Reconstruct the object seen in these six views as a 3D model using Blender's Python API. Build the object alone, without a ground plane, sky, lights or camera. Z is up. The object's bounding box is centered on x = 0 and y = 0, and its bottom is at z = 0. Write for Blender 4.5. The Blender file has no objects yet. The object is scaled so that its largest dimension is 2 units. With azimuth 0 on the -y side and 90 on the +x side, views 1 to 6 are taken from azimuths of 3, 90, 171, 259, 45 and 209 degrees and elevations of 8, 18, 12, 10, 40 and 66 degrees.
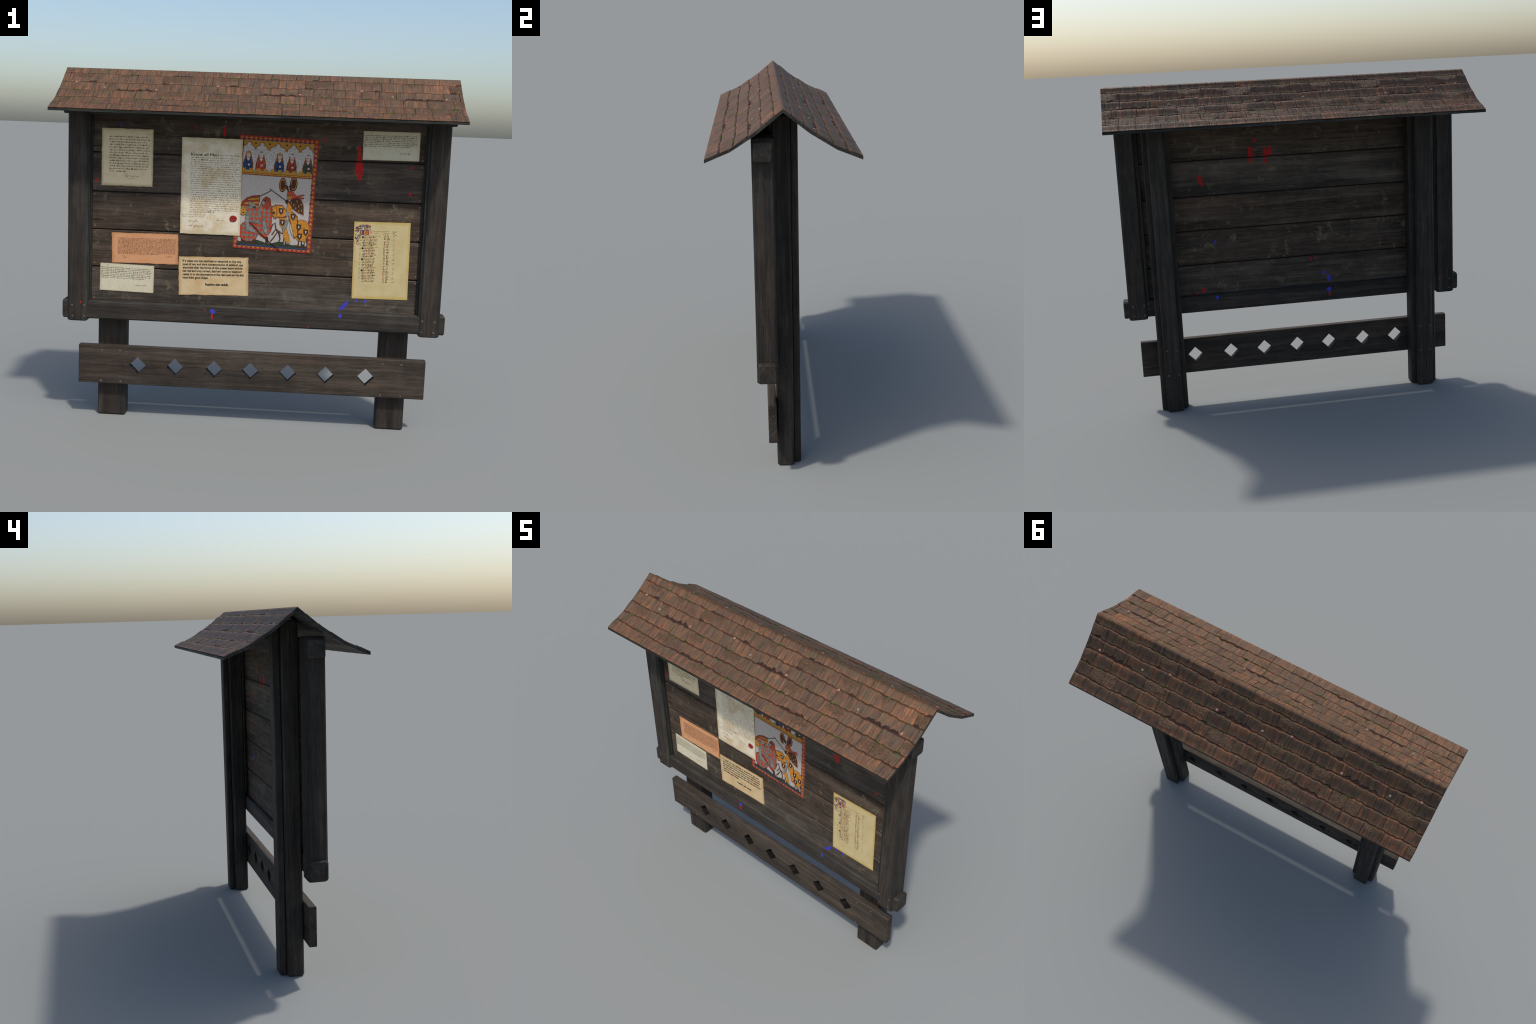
import bpy, bmesh, math, random
import numpy as np
from mathutils import Vector, Matrix, noise

rng = random.Random(7)
noise.seed_set(3)

# ------------------------------------------------------------------ scene helpers
def link(ob, parent=None):
    bpy.context.scene.collection.objects.link(ob)
    if parent is not None:
        ob.parent = parent
    return ob

def mesh_object(name, verts, faces, mats, parent, smooth=False, face_mats=None):
    me = bpy.data.meshes.new(name)
    me.from_pydata([tuple(v) for v in verts], [], faces)
    for m in (mats if isinstance(mats, (list, tuple)) else [mats]):
        me.materials.append(m)
    if face_mats is not None:
        me.polygons.foreach_set("material_index", face_mats)
    if smooth:
        me.polygons.foreach_set("use_smooth", [True] * len(me.polygons))
    me.update()
    return link(bpy.data.objects.new(name, me), parent)

board = bpy.data.objects.new("notice_board", None)
bpy.context.scene.collection.objects.link(board)
board["label"] = "dark wooden medieval notice board with shingled roof and pinned parchments"
board["category"] = "notice board"

# ------------------------------------------------------------------ node helpers
class Nodes:
    """Small builder for node materials."""
    def __init__(self, name):
        self.mat = bpy.data.materials.new(name)
        self.mat.use_nodes = True
        self.t = self.mat.node_tree
        self.t.nodes.clear()
        self.out = self.t.nodes.new("ShaderNodeOutputMaterial")
        self.bsdf = self.t.nodes.new("ShaderNodeBsdfPrincipled")
        self.t.links.new(self.bsdf.outputs[0], self.out.inputs[0])

    def put(self, sock, val):
        if hasattr(val, "is_output"):
            self.t.links.new(val, sock)
        else:
            if sock.type == "RGBA" and len(val) == 3:
                val = (*val, 1)
            sock.default_value = val

    def coord(self, which="Object"):
        return self.t.nodes.new("ShaderNodeTexCoord").outputs[which]

    def random(self):
        return self.t.nodes.new("ShaderNodeObjectInfo").outputs["Random"]

    def math(self, op, a, b=0.0, c=0.0, clamp=False):
        n = self.t.nodes.new("ShaderNodeMath")
        n.operation = op
        n.use_clamp = clamp
        for s, v in zip(n.inputs, (a, b, c)):
            self.put(s, v)
        return n.outputs[0]

    def vec(self, op, a, b=(0, 0, 0)):
        n = self.t.nodes.new("ShaderNodeVectorMath")
        n.operation = op
        self.put(n.inputs[0], a)
        self.put(n.inputs[1], b)
        return n.outputs["Value"] if op in ("LENGTH", "DOT_PRODUCT", "DISTANCE") else n.outputs[0]

    def split(self, v):
        n = self.t.nodes.new("ShaderNodeSeparateXYZ")
        self.put(n.inputs[0], v)
        return n.outputs

    def join(self, x, y, z):
        n = self.t.nodes.new("ShaderNodeCombineXYZ")
        for s, v in zip(n.inputs, (x, y, z)):
            self.put(s, v)
        return n.outputs[0]

    def noise(self, v, scale=5.0, detail=4.0, rough=0.6, distort=0.0):
        n = self.t.nodes.new("ShaderNodeTexNoise")
        self.put(n.inputs["Vector"], v)
        n.inputs["Scale"].default_value = scale
        n.inputs["Detail"].default_value = detail
        n.inputs["Roughness"].default_value = rough
        n.inputs["Distortion"].default_value = distort
        return n.outputs[0]

    def voronoi(self, v, scale=5.0, feature="F1"):
        n = self.t.nodes.new("ShaderNodeTexVoronoi")
        n.feature = feature
        self.put(n.inputs["Vector"], v)
        n.inputs["Scale"].default_value = scale
        return n.outputs["Distance"]

    def ramp(self, f, stops):
        n = self.t.nodes.new("ShaderNodeValToRGB")
        self.put(n.inputs[0], f)
        e = n.color_ramp.elements
        while len(e) < len(stops):
            e.new(0.5)
        for el, (p, c) in zip(e, stops):
            el.position = p
            el.color = (*c, 1) if len(c) == 3 else c
        return n.outputs[0]

    def step(self, f, lo, hi, t0=0.0, t1=1.0):
        n = self.t.nodes.new("ShaderNodeMapRange")
        n.interpolation_type = "SMOOTHSTEP"
        self.put(n.inputs[0], f)
        for i, v in enumerate((lo, hi, t0, t1)):
            n.inputs[i + 1].default_value = v
        return n.outputs[0]

    def mix(self, f, a, b, blend="MIX"):
        n = self.t.nodes.new("ShaderNodeMix")
        n.data_type = "RGBA"
        n.blend_type = blend
        self.put(n.inputs[0], f)
        self.put(n.inputs[6], a)
        self.put(n.inputs[7], b)
        return n.outputs[2]

    def grey(self, f):
        return self.join(f, f, f)

    def bump(self, h, strength=0.5, dist=0.002, normal=None):
        n = self.t.nodes.new("ShaderNodeBump")
        n.inputs["Strength"].default_value = strength
        n.inputs["Distance"].default_value = dist
        self.put(n.inputs["Height"], h)
        if normal is not None:
            self.put(n.inputs["Normal"], normal)
        return n.outputs[0]

    def finish(self, color, rough=0.8, normal=None, spec=0.3, metallic=0.0):
        self.put(self.bsdf.inputs["Base Color"], color)
        self.put(self.bsdf.inputs["Roughness"], rough)
        self.bsdf.inputs["Specular IOR Level"].default_value = spec
        self.bsdf.inputs["Metallic"].default_value = metallic
        if normal is not None:
            self.put(self.bsdf.inputs["Normal"], normal)
        return self.mat

def plain(name, color, rough=0.8, vary=0.25, scale=120.0):
    n = Nodes(name)
    f = n.noise(n.coord(), scale, 3)
    dark = tuple(c * (1 - vary) for c in color)
    lite = tuple(c * (1 + vary) for c in color)
    return n.finish(n.ramp(f, [(0.3, dark), (0.7, lite)]), rough, spec=0.2)

# paint splashes on the boards: (x, z, half width, half height), seen on front / back / both faces
RED_FRONT = [(.506, 1.455, .009, .026), (.511, 1.415, .012, .034), (.512, 1.360, .025, .048), (.517, 1.318, .012, .024), (.334, 1.497, .004, .018),
             (.772, 1.372, .007, .012), (.771, 1.240, .008, .012),
             (-.168, 1.520, .010, .030), (-.815, 1.251, .008, .012), (-.311, 1.535, .003, .012)]
RED_BACK = [(.189, 1.487, .011, .017), (.215, 1.410, .016, .055), (.108, 1.420, .014, .040), (.133, 1.405, .014, .046), (.133, 1.366, .010, .018),
            (.507, 1.290, .017, .030), (.494, 1.262, .010, .020), (.525, 1.655 - 1.0, .012, .016), (.567, .640, .010, .009),
            (-.104, .785, .005, .016), (-.135, .792, .012, .006)]
BLUE_FRONT = [(.482, .674, .010, .014), (.472, .660, .014, .012), (.457, .647, .014, .012), (.578, .689, .008, .010), (.532, .690, .005, .012),
              (-.692, 1.533, .005, .012), (-.647, 1.559, .004, .004)]
BLUE_BACK = [(-.206, .662, .016, .022), (.444, .925, .006, .018), (-.175, .700, .010, .010)]
RED_RAIL = [(-.202, .576, .006, .020), (-.240, .609, .005, .004), (.291, .546, .006, .003),
            (-.884, .622, .004, .008)]
BLUE_RAIL = [(-.200, .602, .016, .014), (.453, .613, .010, .015)]

def splash_mask(n, co, spots):
    x, y, z = n.split(co)
    flat = n.join(x, 0.0, z)
    ragged = n.noise(n.vec("MULTIPLY", co, (170, 40, 45)), 1.0, 5, 0.75)
    total = None
    for sx, sz, rx, rz in spots:
        d = n.vec("MULTIPLY", n.vec("SUBTRACT", flat, (sx, 0, sz)), (1 / rx, 0, 1 / rz))
        m = n.math("SUBTRACT", 1.15, n.vec("LENGTH", d))
        total = m if total is None else n.math("MAXIMUM", total, m)
    return n.step(n.math("ADD", total, n.math("MULTIPLY", n.math("SUBTRACT", ragged, 0.5), 2.0)), 0.22, 0.5)

def wood(name, axis, dark, mid, light, lichen=0.0, splash=None, shine=0.3, knots=True):
    """Weathered dark timber, grain running along the given axis."""
    n = Nodes(name)
    co = n.coord()
    shift = n.vec("ADD", co, n.vec("MULTIPLY", n.grey(n.random()), (7.0, 5.0, 9.0)))
    along = {"x": (1.0, 1, 1), "y": (1, 1.0, 1), "z": (1, 1, 1.0)}[axis]
    def stretch(a, b):
        return tuple(a if k == "xyz".index(axis) else b for k in range(3))
    warp = n.noise(n.vec("MULTIPLY", shift, stretch(3, 14)), 1.0, 2)
    bent = n.vec("ADD", shift, n.vec("MULTIPLY", n.grey(warp), stretch(0.0, 0.03)))
    broad = n.noise(n.vec("MULTIPLY", bent, stretch(0.8, 16)), 1.0, 4, 0.55)
    coarse = n.noise(n.vec("MULTIPLY", bent, stretch(3.0, 62)), 1.0, 5, 0.6)
    fine = n.noise(n.vec("MULTIPLY", bent, stretch(9, 230)), 1.0, 4, 0.7)
    blotch = n.noise(shift, 9.0, 5, 0.65)
    grain = n.math("ADD", n.math("MULTIPLY", coarse, 0.55), n.math("MULTIPLY", fine, 0.45))
    tone = n.math("ADD", n.math("MULTIPLY", broad, 0.45), n.math("MULTIPLY", grain, 0.55))
    col = n.ramp(tone, [(0.37, dark), (0.5, mid), (0.63, light)])
    col = n.mix(n.step(n.noise(n.vec("MULTIPLY", shift, stretch(1.2, 9)), 1.0, 3), 0.38, 0.66, 0, 0.55), col, n.mix(1.0, col, (1.10, 0.95, 0.86), "MULTIPLY"))
    col = n.mix(1.0, col, n.grey(n.step(blotch, 0.3, 0.7, 0.78, 1.18)), "MULTIPLY")
    cracks = n.step(n.noise(n.vec("MULTIPLY", bent, stretch(2.2, 120)), 1.0, 2, 0.5), 0.66, 0.74)
    col = n.mix(n.math("MULTIPLY", cracks, 0.65), col, tuple(c * 0.35 for c in dark))
    scratch = n.step(n.noise(n.vec("MULTIPLY", bent, stretch(5, 150)), 1.0, 2, 0.5), 0.64, 0.72)
    col = n.mix(n.math("MULTIPLY", scratch, 0.28), col, tuple(c * 1.7 for c in light))
    height = n.math("SUBTRACT", grain, n.math("MULTIPLY", cracks, 0.3))
    if knots:
        specks = n.step(n.noise(n.vec("MULTIPLY", shift, stretch(30, 45)), 1.0, 3, 0.6), 0.68, 0.75)
        col = n.mix(n.math("MULTIPLY", specks, 0.6), col, tuple(c * 0.3 for c in dark))
    if lichen:
        area = n.step(n.noise(shift, 3.5, 2), 0.34, 0.54)
        patch = n.step(n.noise(n.vec("MULTIPLY", shift, (17, 17, 15)), 1.0, 7, 0.74), 0.545, 0.68)
        col = n.mix(n.math("MULTIPLY", n.math("MULTIPLY", area, patch), lichen), col, (.175, .148, .088))
    if splash:
        front = n.math("LESS_THAN", n.split(co)[1], -0.085)
        back = n.math("SUBTRACT", 1.0, front)
        for colour, front_spots, back_spots in splash:
            for side, spots in ((front, front_spots), (back, back_spots)):
                if spots:
                    m = n.math("MULTIPLY", splash_mask(n, co, spots), side)
                    col = n.mix(n.math("MULTIPLY", m, 0.92 if side is front else 0.88), col, colour)
    nrm = n.bump(height, 0.9, 0.005)
    return n.finish(col, n.step(grain, 0.3, 0.7, 0.85, 0.62), nrm, spec=shine)

RED, BLUE = (.42, .012, .012), (.045, .050, .50)
panel_paint = [(RED, RED_FRONT, RED_BACK), (BLUE, BLUE_FRONT, BLUE_BACK)]
rail_paint = [(RED, RED_RAIL, RED_RAIL), (BLUE, BLUE_RAIL, BLUE_RAIL)]
frame_cols = ((.0140, .0110, .0086), (.0285, .0230, .0178), (.057, .0465, .0362))
M_post = wood("post_wood", "z", *[tuple(c * .95 for c in k) for k in frame_cols])
M_stile = wood("stile_wood", "z", *frame_cols, splash=[(RED, RED_RAIL, RED_RAIL)])
M_rail = wood("rail_wood", "x", *frame_cols, splash=rail_paint)
M_low = wood("low_board_wood", "x", (.0180, .0136, .0100), (.0395, .0298, .0216), (.078, .0600, .0440))
M_deck = wood("roof_underside_wood", "x", (.040, .037, .033), (.075, .069, .061), (.120, .110, .098))
M_plank_brown = wood("plank_wood_brown", "x", (.026, .0190, .0138), (.060, .0442, .0320), (.106, .0811, .0594), lichen=.75, splash=panel_paint, shine=.15)
M_plank_grey = wood("plank_wood_grey", "x", (.026, .0210, .0165), (.057, .0456, .0358), (.106, .0875, .0690), lichen=.55, splash=panel_paint, shine=.15)
M_edge_z = wood("dark_edge_upright", "z", (.012, .0125, .0105), (.022, .0225, .019), (.050, .050, .042), knots=False)
M_edge_x = wood("dark_edge_level", "x", (.012, .0125, .0105), (.024, .0245, .0205), (.056, .056, .047), knots=False)
M_nail = plain("rusty_iron", (.120, .078, .060), 0.7, 0.5, 300)

# ------------------------------------------------------------------ timber
def beam(name, axis, lo, hi, chamfer, mat, parent, wobble=0.0008, step=0.02, seed=0.0, edge=None):
    """Chamfered bar with slightly worn, uneven faces, running along axis from corner lo to corner hi."""
    k = "xyz".index(axis)
    a, b = [i for i in range(3) if i != k]
    u0, u1, v0, v1 = lo[a], hi[a], lo[b], hi[b]
    c = chamfer
    ring = [(u0 + c, v0), (u1 - c, v0), (u1, v0 + c), (u1, v1 - c), (u1 - c, v1), (u0 + c, v1), (u0, v1 - c), (u0, v0 + c)]
    cu, cv = (u0 + u1) / 2, (v0 + v1) / 2
    L = hi[k] - lo[k]
    cuts = max(2, int(L / step))
    stations = [(lo[k], 1 - 2 * c / min(u1 - u0, v1 - v0) * 0.6)] + [(lo[k] + c * 0.6 + (L - c * 1.2) * i / cuts, 1.0) for i in range(cuts + 1)] + [(hi[k], 1 - 2 * c / min(u1 - u0, v1 - v0) * 0.6)]
    verts, faces = [], []
    for t, s in stations:
        for j, (u, v) in enumerate(ring):
            p = [0, 0, 0]
            p[k], p[a], p[b] = t, u, v
            if s < 1:
                p[a] -= math.copysign(min(c * 0.6, abs(u - cu)), u - cu)
                p[b] -= math.copysign(min(c * 0.6, abs(v - cv)), v - cv)
            w = noise.noise(Vector((t * 18, j * 3.7, seed * 11 + u0 * 5)))
            p[a] -= math.copysign((abs(w) - .25) * wobble, u - cu)
            w2 = noise.noise(Vector((t * 22 + 9, j * 2.9, seed * 7 + v0 * 5)))
            p[b] -= math.copysign((abs(w2) - .25) * wobble, v - cv)
            verts.append(p)
    m = len(ring)
    flip = axis == "y"
    for i in range(len(stations) - 1):
        for j in range(m):
            f = [i * m + j, i * m + (j + 1) % m, (i + 1) * m + (j + 1) % m, (i + 1) * m + j]
            faces.append(f[::-1] if flip else f)
    fm = [j % 2 if edge else 0 for i in range(len(stations) - 1) for j in range(m)] + [0, 0]
    faces.append(list(range(m))[::-1] if not flip else list(range(m)))
    last = (len(stations) - 1) * m
    faces.append([last + j for j in range(m)] if not flip else [last + j for j in range(m)][::-1])
    return mesh_object(name, verts, faces, [mat, edge] if edge else mat, parent, face_mats=fm)

# legs: a square post with a narrow batten nailed to its back
for s in (-1, 1):
    x0, x1 = sorted((s * .664, s * .812))
    leg = beam("leg", "z", (x0, -.0475, 0), (x1, .0355, 1.757), 0.0075, M_post, board, seed=s, edge=M_edge_z)
    x0, x1 = sorted((s * .692, s * .783))
    beam("leg_batten", "z", (x0, .0345, 0), (x1, .0705, 1.740), .006, M_post, leg, seed=s + 4)

# frame: two stiles lapped over two rails
frame = bpy.data.objects.new("frame", None)
link(frame, board)
for s in (-1, 1):
    x0, x1 = sorted((s * .851, s * .955))
    beam("stile", "z", (x0, -.1385, .5215), (x1, -.040, 1.682), .009, M_stile, frame, seed=s + 8, edge=M_edge_z)
    x0, x1 = sorted((s * .8435, s * .853))
    beam("stile_bead", "z", (x0, -.131, .600), (x1, -.050, 1.600), .002, M_edge_z, frame, seed=s + 12)
    x0, x1 = sorted((s * .835, s * .845))
    beam("stile_bead", "z", (x0, -.118, .600), (x1, -.052, 1.600), .002, M_edge_z, frame, seed=s + 14)
beam("rail", "x", (-.982, -.132, .5345), (.982, -.0470, .631), .008, M_rail, frame, seed=20, edge=M_edge_x)
beam("rail", "x", (-.982, -.132, 1.583), (.982, -.0470, 1.671), .008, M_rail, frame, seed=21, edge=M_edge_x)

# panel of wide horizontal planks
M_seam = plain("dark_seam", (.005, .0045, .004), .95, .3, 60)  # near-black board behind the planks, seen as the dark lines between them
SEAMS = [.600, .806, 1.001, 1.195, 1.394, 1.655]
for i, (z0, z1) in enumerate(zip(SEAMS, SEAMS[1:])):
    m = M_plank_grey if i in (0, 3) else M_plank_brown
    beam("plank", "x", (-.852, -.1035, z0 + .0024), (.852, -.070, z1 - .0024), .0040, m, board, wobble=.0012, seed=30 + i)
beam("dark_backing", "x", (-.848, -.0985, .610), (.848, -.0745, 1.645), .001, M_seam, board, seed=39)

# low board with seven diamond-shaped holes
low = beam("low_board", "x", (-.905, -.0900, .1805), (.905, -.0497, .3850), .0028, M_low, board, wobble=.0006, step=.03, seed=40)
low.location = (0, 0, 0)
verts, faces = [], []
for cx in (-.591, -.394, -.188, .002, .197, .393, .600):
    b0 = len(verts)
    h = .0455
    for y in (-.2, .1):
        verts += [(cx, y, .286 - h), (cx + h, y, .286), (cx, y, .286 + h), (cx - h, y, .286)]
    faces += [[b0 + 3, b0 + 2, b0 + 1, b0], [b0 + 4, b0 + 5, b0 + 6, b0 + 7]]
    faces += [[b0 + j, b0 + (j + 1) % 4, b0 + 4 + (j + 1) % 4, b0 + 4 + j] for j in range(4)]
M_cut = wood("hole_wall_darkened", "y", (.006, .005, .004), (.011, .009, .0075), (.022, .018, .015), knots=False, shine=.1)  # hole walls coloured almost black, much darker than the face of the board
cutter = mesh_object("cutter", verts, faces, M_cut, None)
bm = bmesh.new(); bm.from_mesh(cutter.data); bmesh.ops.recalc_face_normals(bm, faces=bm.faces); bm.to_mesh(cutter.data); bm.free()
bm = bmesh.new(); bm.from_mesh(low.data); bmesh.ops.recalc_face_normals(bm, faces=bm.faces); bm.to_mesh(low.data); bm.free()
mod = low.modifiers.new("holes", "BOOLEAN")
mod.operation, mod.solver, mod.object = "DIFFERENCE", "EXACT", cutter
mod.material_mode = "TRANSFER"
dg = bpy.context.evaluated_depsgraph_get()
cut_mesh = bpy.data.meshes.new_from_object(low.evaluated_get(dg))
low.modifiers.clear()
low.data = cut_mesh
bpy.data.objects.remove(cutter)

# nails: shallow domed heads
def dome(radius, height, rings=3, seg=12):
    v, f = [], []
    for r in range(rings + 1):
        a = r / (rings + 1) * math.pi / 2
        for j in range(seg):
            t = 2 * math.pi * j / seg
            v.append((radius * math.cos(a) * math.cos(t), radius * math.cos(a) * math.sin(t), height * math.sin(a) - .0006))
    v.append((0, 0, height * .8))
    for r in range(rings):
        for j in range(seg):
            f.append([r * seg + j, r * seg + (j + 1) % seg, (r + 1) * seg + (j + 1) % seg, (r + 1) * seg + j])
    top = len(v) - 1
    f += [[rings * seg + j, rings * seg + (j + 1) % seg, top] for j in range(seg)]
    return v, f
nv, nf = dome(.0066, .0028)
nail_mesh = bpy.data.meshes.new("nail")
nail_mesh.from_pydata(nv, [], nf)
nail_mesh.materials.append(M_nail)
nail_mesh.polygons.foreach_set("use_smooth", [True] * len(nail_mesh.polygons))
def nail(x, y, z, facing):
    ob = link(bpy.data.objects.new("nail", nail_mesh), board)
    k = rng.uniform(.9, 1.12)
    ob.matrix_world = Matrix.Translation((x, y, z)) @ Matrix.Rotation(facing * math.pi / 2, 4, "X") @ Matrix.Rotation(rng.uniform(0, 6), 4, "Z") @ Matrix.Scale(k, 4)
for s in (-1, 1):
    for x, z in ((.930, .603), (.867, .605), (.926, .547), (.867, .548)):
        nail(s * x, -.1375, z, 1)
        nail(s * x, -.0405, z, -1)
    for x, z in ((.782, .359), (.686, .360), (.786, .193), (.681, .193)):
        nail(s * x, -.0893, z, 1)
    for x, z in ((.764, .360), (.708, .359), (.764, .215), (.708, .214)):
        nail(s * x, .0702, z, -1)
    for zs in SEAMS[1:-1]:
        nail(s * .823, -.1031, zs + .017 + rng.uniform(-.002, .002), 1)
        nail(s * .825, -.1031, zs - .018 + rng.uniform(-.002, .002), 1)
    nail(s * .823, -.1031, .641, 1)

# ------------------------------------------------------------------ roof
PROFILE = [(0.0, 1.816), (.113, 1.726), (.228, 1.654), (.339, 1.609)]   # ridge to eave: |y|, z of the tile surface
SEG = [math.hypot(b[0] - a[0], b[1] - a[1]) for a, b in zip(PROFILE, PROFILE[1:])]
S_END = sum(SEG)
def roof_point(s):
    for (a, za), (b, zb), L in zip(PROFILE, PROFILE[1:], SEG):
        if s <= L or b == PROFILE[-1][0]:
            k = s / L
            return a + (b - a) * k, za + (zb - za) * k
        s -= L

verts, faces = [], []
top = [(-y, z) for y, z in PROFILE[::-1]] + PROFILE[1:]
outline = [(y, z - .0040) for y, z in top] + [(y, z - .0175) for y, z in top[::-1]]
NX = 60
for i in range(NX + 1):
    x = -1.0 + 2.0 * i / NX
    for j, (y, z) in enumerate(outline):
        low_side = j >= len(top)
        w = noise.noise(Vector((x * 25, y * 9, 5 if low_side else 1))) * .0010
        verts.append((x, y, z + w - (.0006 if low_side else 0)))
m = len(outline)
for i in range(NX):
    for j in range(m):
        faces.append([i * m + j, (i + 1) * m + j, (i + 1) * m + (j + 1) % m, i * m + (j + 1) % m])
T = len(top)
for e, base in ((0, 0), (1, NX * m)):
    for j in range(T - 1):
        q = [base + j, base + j + 1, base + m - 2 - j, base + m - 1 - j]
        faces.append(q if e == 0 else q[::-1])
# the deck's top face is the dark gap between tiles
n = Nodes("roof_gap")
M_gap = n.finish(n.ramp(n.noise(n.coord(), 60, 4), [(.3, (.018, .011, .010)), (.7, (.050, .024, .019))]), 0.9, spec=.15)
fm = []
for f in faces[:NX * m]:
    pass
for i in range(NX):
    for j in range(m):
        fm.append(1 if j < T - 1 else (2 if j in (T - 1, m - 1) else 0))
fm += [2] * (len(faces) - len(fm))
deck = mesh_object("roof_deck", verts, faces, [M_deck, M_gap, M_edge_x], board, face_mats=fm)
bm = bmesh.new(); bm.from_mesh(deck.data); bmesh.ops.recalc_face_normals(bm, faces=bm.faces); bm.to_mesh(deck.data); bm.free()

# tile courses: row limits down the slope, joints repeat with the same period along the roof
PERIOD = .714
LINE0, COURSE = .0455, .0715
ROWS = [0.0] + [LINE0 + COURSE * k for k in range(5)] + [S_END]
# course lines are not straight: four sine waves per line, amplitude, waves per metre (in radians), phase step per line
WAVES = [(.0022, 8.8, 1.7), (.0018, 26.4, 2.9), (.0012, 61.6, 4.3), (.0014, 131.0, 7.7)]
def line_wave(x, k):
    return sum(a * math.sin(w * x + p * k) for a, w, p in WAVES)
JOINTS = [[-.661, -.536, -.422, -.305, -.211, -.067],
          [-.720, -.622, -.488, -.349, -.240, -.112],
          [-.754, -.659, -.523, -.446, -.289, -.211, -.122],
          [-.724, -.608, -.480, -.361, -.245, -.100],
          [-.672, -.595, -.512, -.448, -.306, -.213, -.097],
          [-.720, -.596, -.509, -.368, -.249, -.117]]
# broken lower edges: row, x, half width, depth; scaly worn patches: x, s, half sizes
CHIPS = [(2, .035, .045, .020), (2, .100, .055, .022), (2, .165, .026, .022), (1, -.132, .022, .016), (1, .240, .020, .020),
         (0, .276, .022, .014), (0, -.390, .040, .010), (4, .315, .060, .014), (4, .405, .035, .018), (3, .235, .020, .010)]
SCALY = [(.122, .296, .075, .030), (-.157, .212, .060, .026), (-.171, .064, .055, .020), (.275, .078, .060, .030),
         (.040, .062, .030, .016), (.290, .215, .050, .022), (.330, .060, .06, .02), (-.03, .35, .03, .02), (.425, .36, .05, .02)]
def wrap(d):
    return (d + PERIOD / 2) % PERIOD - PERIOD / 2

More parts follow.
